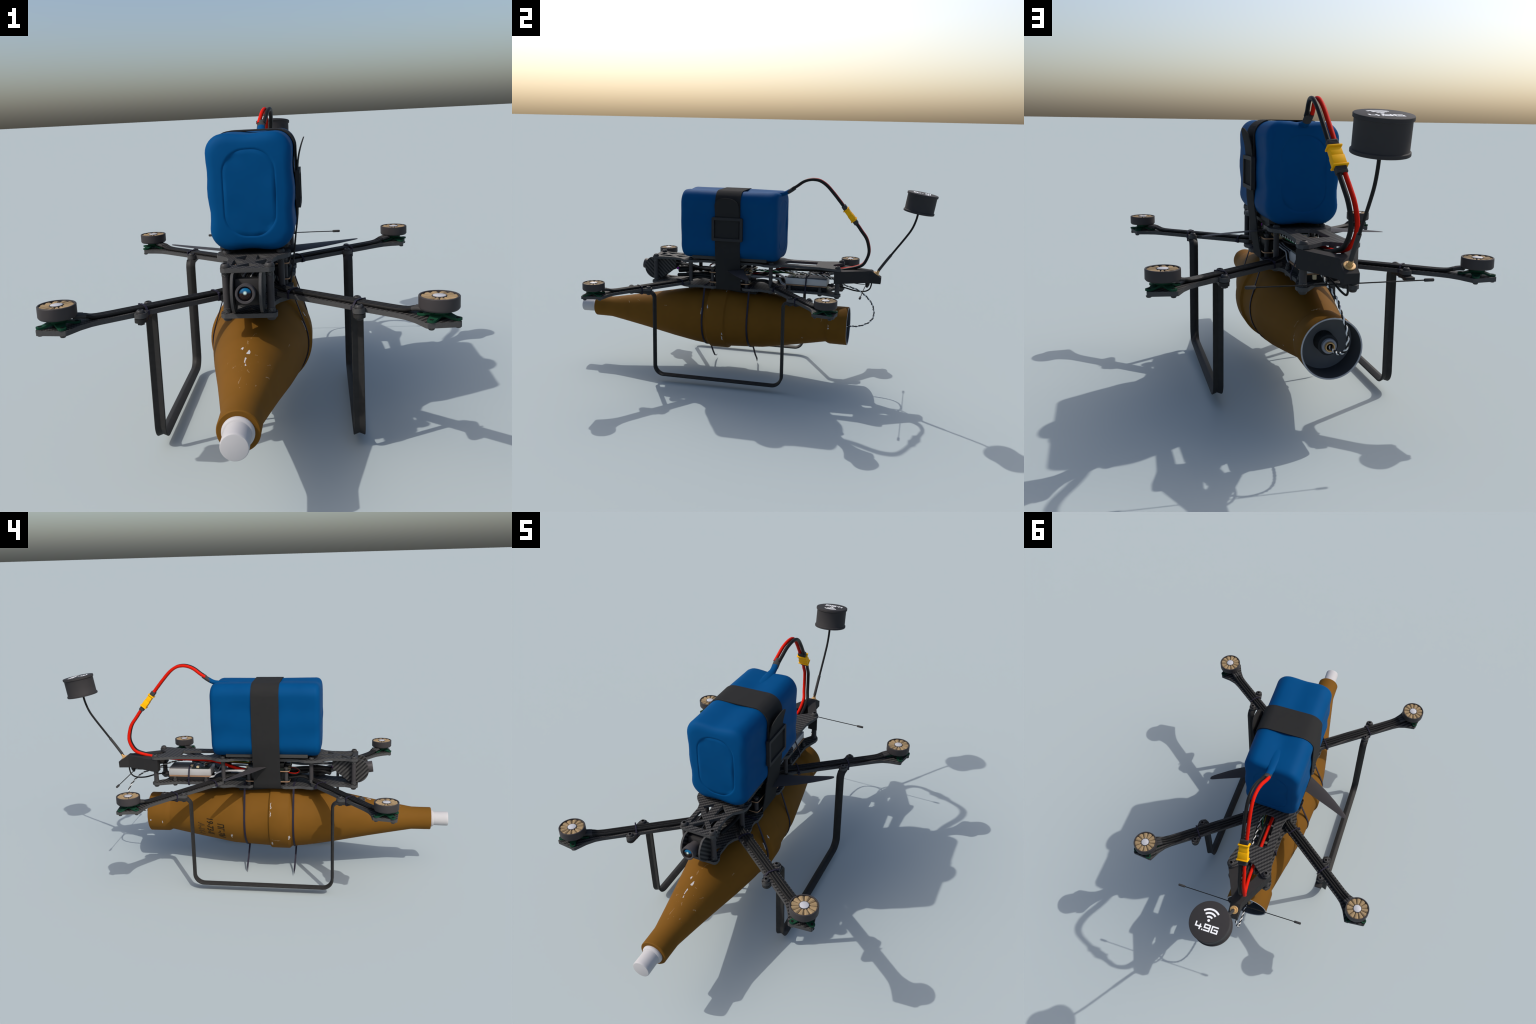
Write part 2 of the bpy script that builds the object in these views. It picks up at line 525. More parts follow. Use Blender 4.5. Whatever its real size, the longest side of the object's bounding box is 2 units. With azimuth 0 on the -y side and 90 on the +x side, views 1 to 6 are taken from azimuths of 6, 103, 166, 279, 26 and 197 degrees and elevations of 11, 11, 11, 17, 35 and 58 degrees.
def nut(loc, r, h, parent, down=True):
    sc = (r, r, h)
    rot = (pi, 0, .3) if down else (0, 0, .3)
    if used["n"] == 0:
        used["n"] = 1
        NUT.parent = parent or ROOT
        NUT.location = loc; NUT.scale = sc; NUT.rotation_euler = rot
        return NUT
    return place(NUT, loc, parent, sc, rot)


# ------------------------------------------------------------------ payload (solid of revolution along y)
AX = (0, 1, 0)
PAY = [(-.912, .0), (-.9125, .050), (-.9125, .0545), (-.909, .0570), (-.86, .0572), (-.818, .0578), (-.80, .0605), (-.70, .0785), (-.595, .0980), (-.50, .1170), (-.42, .1330),
       (-.34, .1470), (-.29, .1553), (-.25, .1600), (-.22, .1635), (-.206, .1650), (-.203, .1655), (-.193, .1755), (-.189, .1770), (-.10, .1768), (-.0965, .1755), (-.089, .1665),
       (-.084, .1655), (0, .1610), (.095, .1560), (.105, .1548), (.118, .1528), (.20, .1390), (.30, .1215), (.40, .1030), (.445, .0945), (.450, .0948), (.464, .1022), (.470, .1032), (.52, .1038), (.5655, .1040)]


def pay_r(y):
    for (y0, r0), (y1, r1) in zip(PAY, PAY[1:]):
        if y0 <= y <= y1 and y1 > y0:
            return r0 + (r1 - r0) * (y - y0) / (y1 - y0)
    return .1


bm = bmesh.new()
prof = [(r, y) for y, r in PAY] + [(.1035, .5668), (.0995, .5668), (.0985, .565), (.0978, .474), (.090, .4725), (0, .4722)]
k = len(PAY)
idx = [0] * (k - 1) + [1, 1, 1, 3, 2, 2]
add_revolve(bm, prof, (0, 0, WZ), AX, 72, mats=idx)
PAYLOAD = finish(bm, "payload_casing", [M_PAINT, M_RIM, M_CUP, M_TURNED], None, 28, origin=(0, 0, WZ))
revolve("nose_cap", [(0, -.9990), (.0320, -.9990), (.0345, -.9982), (.0358, -.9955), (.0362, -.990), (.0352, -.930), (.0352, -.9275), (.0385, -.9262), (.0402, -.9245), (.0410, -.9220), (.0424, -.9205), (.0428, -.917), (.0425, -.914), (.041, -.911), (0, -.911)],
        (0, 0, WZ), AX, [M_NOSE], PAYLOAD, 48, smooth=32)
# threaded tail boss inside the rear cup
pr = [(0, .471)]
y = .474
pr += [(.036, .471)]
while y < .524:
    pr += [(.0345, y), (.0322, y + .0012), (.0322, y + .0024), (.0345, y + .0036)]
    y += .0048
pr += [(.030, y), (.0265, y + .003)]
yb = y + .003
pr2 = [(.0255, yb - .002), (.0255, .538), (.0238, .5405), (.0172, .5405), (.0168, .536), (.0168, .53)]
bm = bmesh.new()
add_revolve(bm, pr + [(0, yb)], (0, 0, WZ), AX, 40, 0)
add_revolve(bm, [(0, yb - .002)] + pr2 + [(0, .53)], (0, 0, WZ), AX, 40, 1)
add_revolve(bm, [(.0165, .53), (.0165, .548), (.0155, .5495), (.0128, .5495), (.0122, .548), (.0122, .533), (0, .533)], (0, 0, WZ), AX, 32, mats=[2, 2, 2, 2, 2, 3])
finish(bm, "tail_boss", [M_THREAD, M_BOSS, M_GOLD, M_SOCKET], PAYLOAD, 35)


# stencilled marks wrapped round the left flank
def stencil(txt, y_line, deg0, size, mat, name, widen=1.0):
    cu = bpy.data.curves.new(name, 'FONT')
    cu.body = txt
    cu.size = size
    cu.shear = .12
    cu.offset = size * .018
    ob = bpy.data.objects.new(name, cu)
    bpy.context.scene.collection.objects.link(ob)
    dg = bpy.context.evaluated_depsgraph_get()
    me = ob.evaluated_get(dg).to_mesh()
    bm = bmesh.new()
    bm.from_mesh(me)
    ob.evaluated_get(dg).to_mesh_clear()
    bpy.data.objects.remove(ob)
    bmesh.ops.triangulate(bm, faces=bm.faces[:])
    for _ in range(2):
        bmesh.ops.subdivide_edges(bm, edges=[e for e in bm.edges if e.calc_length() > size * .16], cuts=1, use_grid_fill=False)
        bmesh.ops.triangulate(bm, faces=bm.faces[:])
    for v in bm.verts:
        yy = y_line - v.co.y * 1.45              # letter tops point to the nose
        R = pay_r(yy) + .0007
        th = radians(deg0) - v.co.x * widen / pay_r(y_line)
        v.co = V((sin(th) * R, yy, WZ + cos(th) * R))
    for f in bm.faces:
        f.normal_update()
    for f in bm.faces:
        c = f.calc_center_median()
        if f.normal.dot(V((c.x, 0, c.z - WZ))) < 0:
            f.normal_flip()
    ext = bmesh.ops.solidify(bm, geom=bm.faces[:], thickness=.0006)
    return finish(bm, name, mat, PAYLOAD, 0, recalc=False)


stencil("ПГ-7М", .178, -92, .033, M_STENCIL, "stencil_mark", 1.0)
stencil("19-73-II", .236, -80.5, .033, M_STENCIL, "stencil_mark", 1.0)
stencil("А-IX-1", .285, -94, .031, M_STENCIL2, "stencil_mark", 1.0)

# ------------------------------------------------------------------ frame plates
ZB0, ZB1 = .4765, .4900       # bottom plate
ZT0, ZT1 = .6145, .6277       # top plate
half_b = [(.072, -.5405), (.084, -.533), (.084, -.508), (.070, -.478), (.070, -.405), (.082, -.375), (.112, -.338), (.119, -.318), (.119, -.285), (.110, -.26), (.110, -.235),
          (.119, -.215), (.119, -.166), (.105, -.152), (.088, -.150), (.088, -.012), (.105, -.010), (.119, .004), (.119, .06), (.110, .085), (.110, .10), (.119, .125), (.119, .157), (.112, .178), (.084, .215),
          (.078, .24), (.078, .40), (.086, .43), (.105, .485), (.105, .512), (.092, .528), (.072, .524), (.035, .47), (.012, .462)]
holes_bf = [[(-.016, -.500), (.016, -.500), (0, -.475)], [(.026, -.47), (.055, -.50), (.055, -.425)], [(-.026, -.47), (-.055, -.425), (-.055, -.50)]]
hole_bm = round_poly([(-.05, -.36), (.05, -.36), (.05, -.23), (-.05, -.23)], .015)
bm = bmesh.new()
add_poly(bm, round_poly(sym(half_b), .010, 4), ZB0, ZB1, [round_poly(h, .003, 3) for h in holes_bf])
BOTTOM = finish(bm, "bottom_plate", [M_WEAVE_TOP, M_EDGE], None, 30)

half_t = [(.066, -.5400), (.080, -.532), (.080, -.508), (.069, -.478), (.070, -.405), (.080, -.372), (.112, -.338), (.119, -.318), (.118, -.275), (.098, -.240), (.094, -.20), (.094, .04),
          (.098, .085), (.117, .115), (.119, .158), (.112, .178), (.088, .205), (.079, .245), (.081, .33), (.084, .41), (.103, .478), (.105, .508), (.094, .524), (.072, .522), (.012, .472)]
tri = [[(-.052, -.392), (-.024, -.346), (-.022, -.408)], [(.014, -.349), (.047, -.385), (.014, -.421)], [(-.051, -.496), (-.049, -.420), (-.024, -.446)],
       [(-.036, -.510), (-.002, -.470), (.020, -.512)], [(.014, -.462), (.047, -.418), (.044, -.505)]]
tri = [[(-.055, -.384), (-.0165, -.343), (-.0165, -.421)], [(.055, -.384), (.0165, -.343), (.0165, -.421)], [(-.0515, -.500), (-.0515, -.412), (-.013, -.456)],
       [(.0515, -.500), (.0515, -.412), (.013, -.456)], [(-.037, -.512), (0, -.469), (.037, -.512)]]
slot = round_poly([(-.045, .383), (.035, .383), (.040, .225), (.022, .208), (-.022, .208), (-.040, .225)], .008)
bm = bmesh.new()
add_poly(bm, round_poly(sym(half_t), .010, 4), ZT0, ZT1, [round_poly(t, .003, 3) for t in tri] + [slot])
TOP = finish(bm, "top_plate", [M_WEAVE_TOP, M_EDGE], None, 30)

box("battery_pad", (0, -.083, .6465), (.111, .208, .0090), M_PAD, None, .0015)
# foam strip squeezed between the frame and the payload
bm = bmesh.new()
add_poly(bm, [(-.19, .4762), (.065, .4762), (.065, .454), (-.02, .459), (-.095, .4675), (-.19, .468)], -.088, .088, top=0, side=0, fn=lambda a, b_, c: V((c, a, b_)))
finish(bm, "foam_strip", M_FOAM, None, 30)


def standoff(name, x, y, z0, z1, r, parent=None):
    k = .013
    bm = bmesh.new()
    add_revolve(bm, [(0, 0), (r * 1.06, 0), (r * 1.06, k), (r * .97, k + .001), (r * .97, z1 - z0 - k - .001), (r * 1.06, z1 - z0 - k), (r * 1.06, z1 - z0), (0, z1 - z0)], (x, y, z0), (0, 0, 1), 20, mats=[1, 1, 0, 0, 0, 1, 1])
    return finish(bm, name, [M_STAND, M_KNURL], parent, 30)


for sx in (-1, 1):
    standoff("standoff", sx * .0655, -.519, ZB1, ZT0, .0118)
    bolt((sx * .0655, -.519, ZT1), .0148, TOP); bolt((sx * .0655, -.519, ZB0), .0148, BOTTOM, True)
    standoff("standoff", sx * .085, .5065, ZB1, ZT0, .0128)
    bolt((sx * .085, .5065, ZT1), .0150, TOP); bolt((sx * .085, .5065, ZB0), .0150, BOTTOM, True)
    for yy in (-.307, .146):
        standoff("standoff", sx * .087, yy, .5050, ZT0, .0108)
        bolt((sx * .087, yy, ZT1), .0135, TOP); bolt((sx * .087, yy, ZB0), .0150, BOTTOM, True)


# ------------------------------------------------------------------ arms with motors
ZA0, ZA1 = .4905, .5052


def arm_side(sx, rear):
    O, Mo = V((.087, -.327)), V((.529, -.670))
    u = (Mo - O).normalized(); L = (Mo - O).length
    n = V((-u.y, u.x))

    def W(x, y, z):          # front-right world point -> this corner
        return V((sx * x, (2 * YC - y) if rear else y, z))

    def A(a, b_, z):         # arm coordinates (along, across)
        p = O + u * a + n * b_
        return W(p.x, p.y, z)

    hw = .0274
    outline = [(-.008, hw + .004), (.03, hw), (L - .120, hw), (L - .088, .0300), (L - .055, .042), (L - .012, .0670), (L + .0655, .0005), (L + .0665, -.0065), (L + .0010, -.0680), (L - .048, -.042), (L - .085, -.0300), (L - .115, -hw), (.03, -hw), (-.008, -hw + .004)]
    out = round_poly(outline, [.018, .02, .03, .05, .04, .006, .004, .004, .007, .04, .05, .03, .02, .018], 4)
    bm = bmesh.new()
    add_poly(bm, out, ZA0, ZA1, fn=A)
    # lug that carries the leg, along y
    lug = arc(.321, -.558, .0185, 180, 360, 10) + arc(.321, -.461, .0185, 0, 180, 10)
    add_poly(bm, lug, ZA0 + .0004, ZA1 + .0006, fn=W)
    ARM = finish(bm, "arm", [M_WEAVE_TOP, M_EDGE], None, 30)
    # motor
    c = W(Mo.x, Mo.y, 0)
    ang0 = atan2((A(1, 0, 0) - A(0, 0, 0)).y, (A(1, 0, 0) - A(0, 0, 0)).x)
    zt, zb = .5675, .5310

    def pad_dir(k):
        th = radians(6 + 90 * k)
        return (A(cos(th), sin(th), 0) - A(0, 0, 0)).normalized()

    bm = bmesh.new()
    add_revolve(bm, [(.044, zb + .001), (.0515, zb), (.0548, zb + .0042), (.0552, zb + .006), (.0552, zt - .0015), (.0540, zt), (.0505, zt), (.0497, zt - .001), (.0490, zb + .010), (.044, zb + .006), (.044, zb + .001)],
                (c.x, c.y, 0), (0, 0, 1), 48)
    add_revolve(bm, [(0, zb + .003), (.049, zb + .003), (.049, zb + .014), (0, zb + .014)], (c.x, c.y, 0), (0, 0, 1), 32)
    MOT = finish(bm, "motor_bell", [M_BELL], ARM, 35)
    # twelve tapered coil heads round the stator
    bm = bmesh.new()
    for k in range(12):
        a = ang0 + (k + .5) * pi / 6
        e = V((cos(a), sin(a), 0)); t = V((-sin(a), cos(a), 0))
        r0, r1 = .0195, .0494
        w0, w1 = .0046, .0120
        P = []
        for r, w, zl, zh in ((r0, w0, -.012, -.0020), (r1 - .003, w1 * .97, -.012, -.0018), (r1, w1 * .80, -.012, -.0036)):
            b0 = V((c.x, c.y, zt)) + e * r
            P.append([bm.verts.new(b0 - t * w + V((0, 0, zl))), bm.verts.new(b0 - t * w * .96 + V((0, 0, zh - .0036))), bm.verts.new(b0 - t * w * .38 + V((0, 0, zh))),
                      bm.verts.new(b0 + t * w * .38 + V((0, 0, zh))), bm.verts.new(b0 + t * w * .96 + V((0, 0, zh - .0036))), bm.verts.new(b0 + t * w + V((0, 0, zl)))])
        for Q, R in zip(P, P[1:]):
            for q in range(5):
                bm.faces.new((Q[q], Q[q + 1], R[q + 1], R[q]))
            bm.faces.new((Q[5], Q[0], R[0], R[5]))
        bm.faces.new(P[0][::-1]); bm.faces.new(P[-1])
    finish(bm, "coil_winding", [M_COPPER], ARM, 20)
    bm = bmesh.new()
    add_revolve(bm, [(0, zt - .012), (.0205, zt - .012), (.0205, zt - .0016), (.0196, zt - .0008), (.0178, zt - .0008), (.0178, zt - .002), (0, zt - .002)], (c.x, c.y, 0), (0, 0, 1), 32, 0)
    add_revolve(bm, [(0, zt - .004), (.0174, zt - .004), (.0174, zt - .0004), (.0165, zt + .0002), (0, zt + .0002)], (c.x, c.y, 0), (0, 0, 1), 32, 1)
    finish(bm, "motor_cap", [M_STAND, M_CAPSIL], ARM, 35)
    # green cross-shaped base
    bm = bmesh.new()
    add_revolve(bm, [(0, .510), (.020, .510), (.026, .518), (.031, .533), (0, .533)], (c.x, c.y, 0), (0, 0, 1), 32, 0)
    for k in range(4):
        e = pad_dir(k); t = V((-e.y, e.x, 0))
        rows = []
        st = [(.010, .015, .5135, .0065), (.028, .0150, .5115, .0065), (.040, .0128, .5075, .0062), (.046, .0122, .5062, .006), (.053, .0118, .5058, .006), (.058, .0100, .5058, .006), (.0615, .0062, .5058, .006), (.0628, .002, .5058, .006)]
        for r, w, z, h in st:
            b0 = V((c.x, c.y, z)) + e * r
            rows.append([bm.verts.new(b0 - t * w), bm.verts.new(b0 + t * w), bm.verts.new(b0 + t * w + V((0, 0, h))), bm.verts.new(b0 - t * w + V((0, 0, h)))])
        for Q, R in zip(rows, rows[1:]):
            for q in range(4):
                bm.faces.new((Q[q], Q[(q + 1) % 4], R[(q + 1) % 4], R[q]))
        bm.faces.new(rows[0][::-1]); bm.faces.new(rows[-1])
        add_revolve(bm, [(0, 0), (.0055, 0), (.0055, .0012), (.0035, .0013), (.003, .0006), (0, .0006)], V((c.x, c.y, .5116)) + e * .052, (0, 0, 1), 12, 1)
    finish(bm, "motor_base", [M_GREEN, M_SOCKET], ARM, 25)
    for k in range(4):
        e = pad_dir(k) * .0525
        bolt((c.x + e.x, c.y + e.y, ZA0), .0092, ARM, True, .0075)
    # three motor leads lying side by side on the arm, curling in to the boards
    for k in (-1, 0, 1):
        b_ = k * .0119
        zc = ZA1 + .0056
        bm = bmesh.new()
        path = [A(L - .045, b_, .5245), A(L - .060, b_, .5235), A(L - .082, b_, .5185), A(L - .115, b_, zc + .0008), A(L * .6, b_, zc), A(L * .3, b_, zc), A(.085, b_, zc), A(.045, b_, zc)]
        inner = [A(.004, b_ * .9, zc + .003), W(.066 + k * .0085, -.298 + k * .007, .520), W(.056 + k * .0105, -.268 + k * .004, .5265), W(.052 + k * .0115, -.235, .5255), W(.050 + k * .012, -.192, .518)]
        pts = catmull(path + inner, 5)
        add_tube(bm, pts, .0060, 10)
        add_tube(bm, catmull([A(L - .040, b_, .5250), A(L - .058, b_, .5238), A(L - .076, b_, .5205)], 4), .0066, 10, 1)
        finish(bm, "motor_lead", [M_WIRE, M_SHRINK], ARM, 50)
    # nylon ties round arm and leads
    for at, zlo, big in ((.300, .4745, 1), (.050, ZA0 - .0014, 0)):
        h = hw + .0015
        loop = [(-h, zlo), (-h - .0005, .506), (-h + .003, .510), (-.0165, .5178), (0, .5182), (.0165, .5178), (h - .003, .510), (h + .0005, .506), (h, zlo)]
        lp = round_poly(loop, .004, 3)
        bm = bmesh.new()
        side_v = (A(1, 0, 0) - A(0, 0, 0)).normalized()
        add_sweep(bm, [A(at, a, z) for a, z in lp], [(-.0032, -.0012), (.0032, -.0012), (.0032, .0012), (-.0032, .0012)], side_v, closed=True)
        rot = Matrix.Rotation(atan2(side_v.y, side_v.x), 3, 'Z')
        hs = 1 if not big else -1
        add_box(bm, A(at, hs * (h + .003), .499 if big else .497), (.0058, .0042, .0058), 0, rot, .001)
        add_box(bm, A(at, -hs * (h - .002), .5125), (.0030, .0045, .0040), 0, rot, .0006)
        finish(bm, "cable_tie", [M_TIE], ARM, 30)
    # leg bolts
    for yy in (-.558, -.461):
        bolt(W(.321, yy, ZA1 + .0006), .0128, ARM, h=.0112)
        nut(W(.321, yy, .4770), .0118, .0085, ARM)
        bm_z = W(.321, yy, 0)


for sx in (1, -1):
    for rear in (False, True):
        arm_side(sx, rear)


# ------------------------------------------------------------------ landing legs: V-ribbed strap bent into a U with foot tabs
def leg(sx):
    xc = sx * .3220
    yo = .3465                 # centre of strap from YC
    zc_b, zt = .0365, .4845
    p = []
    p += [(-yo - .045, zt), (-yo - .03, zt)]
    p += arc(-yo - .026, zt - .026, .026, 90, 0, 7)
    p += [(-yo, .30), (-yo, .16)]
    p += [(-yo + .050 - .050 * cos(radians(a)), zc_b + .050 - .050 * sin(radians(a))) for a in range(0, 91, 10)]
    p += [(-.2, zc_b), (0, zc_b)]
    q = [(-a, z) for a, z in p[::-1]][1:]
    path = [V((xc, YC + a, z)) for a, z in p + q]
    w, th, rib = .0186, .0072, .0066
    prof = [(-w, -.0042), (-w + .002, -.0052), (0, -.0052 + rib), (w - .002, -.0052), (w, -.0042), (w, .0018), (w - .002, .0030), (.0018, .0030 + rib), (-.0018, .0030 + rib), (-w + .002, .0030), (-w, .0018)]
    # ridge must point outwards (away from the inside of the U): side x path-direction
    prof = [(a, -b_) for a, b_ in prof]
    bm = bmesh.new()
    # foot tabs are flattened: drop the rib where the strap lies under the arm
    add_sweep(bm, path, prof, (1, 0, 0))
    for rear in (0, 1):
        tab = arc(xc, -.558, .0178, 180, 360, 10) + [(xc + .0178, -.440), (xc - .0178, -.440)]
        if rear:
            tab = [(x, 2 * YC - y) for x, y in tab]
            if sx < 0:      # this strap end was left long and square
                add_box(bm, (xc, 2 * YC + .575, .4815), (.0165, .020, .0055), 0, None, .001)
        add_poly(bm, tab, .4772, .4888, top=0, side=0)
    ob = finish(bm, "landing_leg", [M_LEG], None, 25)
    return ob


for sx in (1, -1):
    leg(sx)


# ------------------------------------------------------------------ battery
BZ, HW, HH = .8255, .1360, .1860


def rr_pts(hw, hh, r, m=9, s=9, taper=True):
    """Rounded rectangle (x, z), constant number of points."""
    out = []
    rb_ = r
    rt = r * .82 if taper else r           # upper corners are tighter than the lower ones
    for cx, cz, a0, r in ((hw - rt, hh - rt, 0, rt), (-hw + rt, hh - rt, 90, rt), (-hw + r, -hh + r, 180, r), (hw - r, -hh + r, 270, r)):
        out += [(cx + r * cos(radians(a0 + 90 * i / m)), cz + r * sin(radians(a0 + 90 * i / m))) for i in range(m + 1)]
        # straight run to the next corner
        nx = {0: (-hw + rt, hh), 90: (-hw, -hh + rb_), 180: (hw - rb_, -hh), 270: (hw, hh - rt)}[a0]
        p0 = out[-1]
        out += [(p0[0] + (nx[0] - p0[0]) * i / s, p0[1] + (nx[1] - p0[1]) * i / s) for i in range(1, s)]
    return out


def cells(pts, amt=1.0):
    """Shrink wrap sags between the 2 x 3 round cells inside."""
    out = []
    for x, z in pts:
        dx = dz = 0
        if abs(z) > HH * .8:
            dz = -math.copysign(.0060 * math.exp(-(x / .040) ** 2), z)
        if abs(x) > HW * .75:
            dx = -math.copysign(.0050 * (math.exp(-((z - .063) / .036) ** 2) + math.exp(-((z + .066) / .036) ** 2)), x)
        out.append((x + dx * amt, z + dz * amt))
    return out


def wobble(x, y, z):
    return .0014 * (sin(17 * x + 9 * z + 5 * y + 1.0) + sin(23 * z - 11 * x + 13 * y))


def dent(x, z):
    """Faint uneven dents where the cell ends show through the end panels."""
    return .0034 * (cos(2 * pi * (x - .065) / .13) * .5 + .5) * (cos(2 * pi * z / .125) * .5 + .5) * sin(40 * x + 23 * z + 1.3) - .0004


rings = []
R0 = .072


def ring(off, y, amt=1.0, hw=None, hh=None, r=None):
    if hw is None:
        p = cells(rr_pts(HW - off, HH - off, max(.02, R0 - off * .6)), amt)
    else:
        p = rr_pts(hw, hh, r, taper=False)
    sk = -.062 * max(0, min(1, (y - .05) / .12))                   # tail face stands a little askew
    rings.append([V((x + wobble(x, y, z) * (1 if amt else .2), y + sk * (x + .10) + wobble(z, x, y) * .25 + (dent(x, z) if hw is not None and hw < .08 else 0), BZ + z + wobble(z, y, x) * .6)) for x, z in p])


YF, YR = -.3545, .1955
ring(0, YF + .0010, 0, hw=.012, hh=.045, r=.010)
ring(0, YF + .0010, 0, hw=.026, hh=.066, r=.022)
ring(0, YF + .0010, 0, hw=.040, hh=.086, r=.036)
ring(0, YF + .0010, 0, hw=.055, hh=.105, r=.050)
ring(0, YF + .0010, 0, hw=.068, hh=.120, r=.061)
ring(0, YF + .0008, 0, hw=.0790, hh=.1330, r=.070)
ring(0, YF + .0018, 0, hw=.0808, hh=.1348, r=.0720)
ring(0, YF + .0016, 0, hw=.0818, hh=.1358, r=.0725)
ring(0, YF - .0003, 0, hw=.0835, hh=.1375, r=.0735)
ring(0, YF, 0, hw=.0880, hh=.1420, r=.074)
ring(.030, YF + .0008, .3)
ring(.020, YF + .0030, .6)
ring(.012, YF + .0070, .8)
ring(.006, YF + .0125, .9)
ring(.002, YF + .0200, 1)
ring(0, YF + .030, 1)
for yy in (-.27, -.2, -.13, -.06, .01, .08, .13):
    ring(0, yy, 1)
ring(0, YR - .028, 1)
ring(.002, YR - .018, 1)
ring(.007, YR - .0090, .9)
ring(.015, YR - .0035, .7)
ring(.027, YR - .0008, .4)
ring(0, YR, 0, hw=.088, hh=.142, r=.074)
ring(0, YR + .0003, 0, hw=.0835, hh=.1375, r=.0735)
ring(0, YR - .0014, 0, hw=.0818, hh=.1358, r=.0725)
ring(0, YR - .0016, 0, hw=.0808, hh=.1348, r=.0720)
ring(0, YR - .0006, 0, hw=.0790, hh=.1330, r=.070)
ring(0, YR - .0008, 0, hw=.068, hh=.120, r=.061)
ring(0, YR - .0008, 0, hw=.055, hh=.105, r=.050)
ring(0, YR - .0008, 0, hw=.040, hh=.086, r=.036)
ring(0, YR - .0008, 0, hw=.026, hh=.066, r=.022)
ring(0, YR - .0008, 0, hw=.012, hh=.045, r=.010)
bm = bmesh.new()
vr = [[bm.verts.new(p) for p in rg] for rg in rings]
m_ = len(vr[0])
for Aq, Bq in zip(vr, vr[1:]):
    for k in range(m_):
        bm.faces.new((Aq[k], Aq[(k + 1) % m_], Bq[(k + 1) % m_], Bq[k]))
bm.faces.new(vr[0][::-1]); bm.faces.new(vr[-1])
BAT = finish(bm, "battery", [M_BLUE], None, 80)
# puckered neck where the leads leave the wrap
pts = catmull([(0, .07, .9965), (0, .135, .9990), (0, .182, 1.0005), (0, .204, 1.0070), (0, .222, 1.0175)], 5)
ra = [.030 - .0145 * min(1, i / 12) + 0 for i in range(len(pts))]
rb = [.008 + .0035 * min(1, i / 10) for i in range(len(pts))]
bm = bmesh.new(); add_tube(bm, pts, ra, 16, rn=rb)
finish(bm, "wrap_neck", [M_BLUE], BAT, 80)
tube("lead_sleeve", [(0, .213, 1.011), (0, .230, 1.022), (0, .249, 1.036)], .0165, M_SHRINK, BAT, 16, 5, rn=.0112)

# strap round battery and bottom plate
SY, SH = -.084, .0690


def band(pts, y0, y1, th):
    bm = bmesh.new()
    add_sweep(bm, [V((x, (y0 + y1) / 2, z)) for x, z in pts], [(-(y1 - y0) / 2, -th / 2), ((y1 - y0) / 2, -th / 2), ((y1 - y0) / 2, th / 2), (-(y1 - y0) / 2, th / 2)], (0, 1, 0), closed=True)
    return bm


o = .0036
hull = [(x, BZ + z) for x, z in rr_pts(HW + o, HH + o - .002, R0 + o, 10, 4)]
upper = sorted([p for p in hull if p[1] > .755], key=lambda p: atan2(p[1] - .60, p[0]))
lower = [(.088, .4710), (.103, .4735), (.1085, .4800), (.1095, .505), (.1170, .543), (.1225, .583), (.1285, .637), (.1340, .672), (.1385, .710), (.1396, .735)]
loop = lower + upper + [(-x, z) for x, z in lower[::-1]]
bm = band(loop, SY - SH, SY + SH, .0040)
STRAP = finish(bm, "battery_strap", [M_STRAP], None, 40)
# free end: a tongue that runs under the buckle bars and leans away from the pack at its rounded tip
bm = bmesh.new()
rows = []
for z in [.752 + .018 * i for i in range(9)] + [.905, .918, .930, .941, .952, .961, .969, .975, .9795, .9825]:
    hw_ = .066 if z < .938 else .066 * sqrt(max(.02, 1 - ((z - .938) / .0452) ** 2))
    lean = max(0, z - .875)
    x = .1420 + lean * .06 + 1.65 * lean * lean
    rows.append([bm.verts.new((x + d, SY - .002 + sgn * hw_, z)) for d, sgn in ((0, -1), (0, 1), (.0040, 1), (.0040, -1))])
for Q, R in zip(rows, rows[1:]):
    for q in range(4):
        bm.faces.new((Q[q], Q[(q + 1) % 4], R[(q + 1) % 4], R[q]))
bm.faces.new(rows[0][::-1]); bm.faces.new(rows[-1])
finish(bm, "strap_end", [M_STRAP], STRAP, 40)
# buckle frame
bo = round_poly([(-.0845, .749), (.0845, .749), (.0845, .876), (-.0845, .876)], .009, 4)
bi = round_poly([(-.0700, .764), (.0700, .764), (.0700, .861), (-.0700, .861)], .003, 3)
bm = bmesh.new()
add_poly(bm, bo, .1385, .1535, [bi], top=0, side=0, fn=lambda a, z, d: V((d, SY + a, z)))
finish(bm, "strap_buckle", [M_BUCKLE], STRAP, 30)

# ------------------------------------------------------------------ power leads and plug
spine = [(0, .236, 1.030), (.003, .262, 1.046), (.009, .296, 1.070), (.014, .328, 1.0825), (.017, .358, 1.0855), (.018, .390, 1.079), (.016, .425, 1.056), (.012, .462, 1.016), (.007, .498, .972), (.005, .512, .954), (-.008, .588, .856), (-.014, .612, .822), (-.020, .640, .782), (-.025, .653, .742), (-.027, .657, .704),
         (-.024, .647, .668), (-.016, .628, .638), (-.010, .592, .622), (-.005, .548, .611), (-.003, .505, .604), (-.003, .44, .5985), (-.004, .36, .596), (-.005, .27, .594), (-.006, .21, .590), (-.008, .165, .578), (-.010, .12, .562), (-.01, .07, .548), (-.01, .02, .540)]
for nm, mt, off in (("red_power_lead", M_RED, -.0100), ("black_power_lead", M_WIRE, .0100)):
    dz = 0 if off < 0 else -.003
    tube(nm, [(x + off, y, z + (dz if i > 18 else 0)) for i, (x, y, z) in enumerate(spine)], .0080, mt, BAT, 12, 6)
d = V((-.013, .588 - .512, .856 - .954)).normalized()
nrm = V((1, 0, 0)).cross(d).normalized()
sx_ = d.cross(nrm).normalized()
rotm = Matrix((sx_, d, nrm)).transposed()     # columns: across, along, normal
c0 = V((-.0015, .550, .905))
bm = bmesh.new()
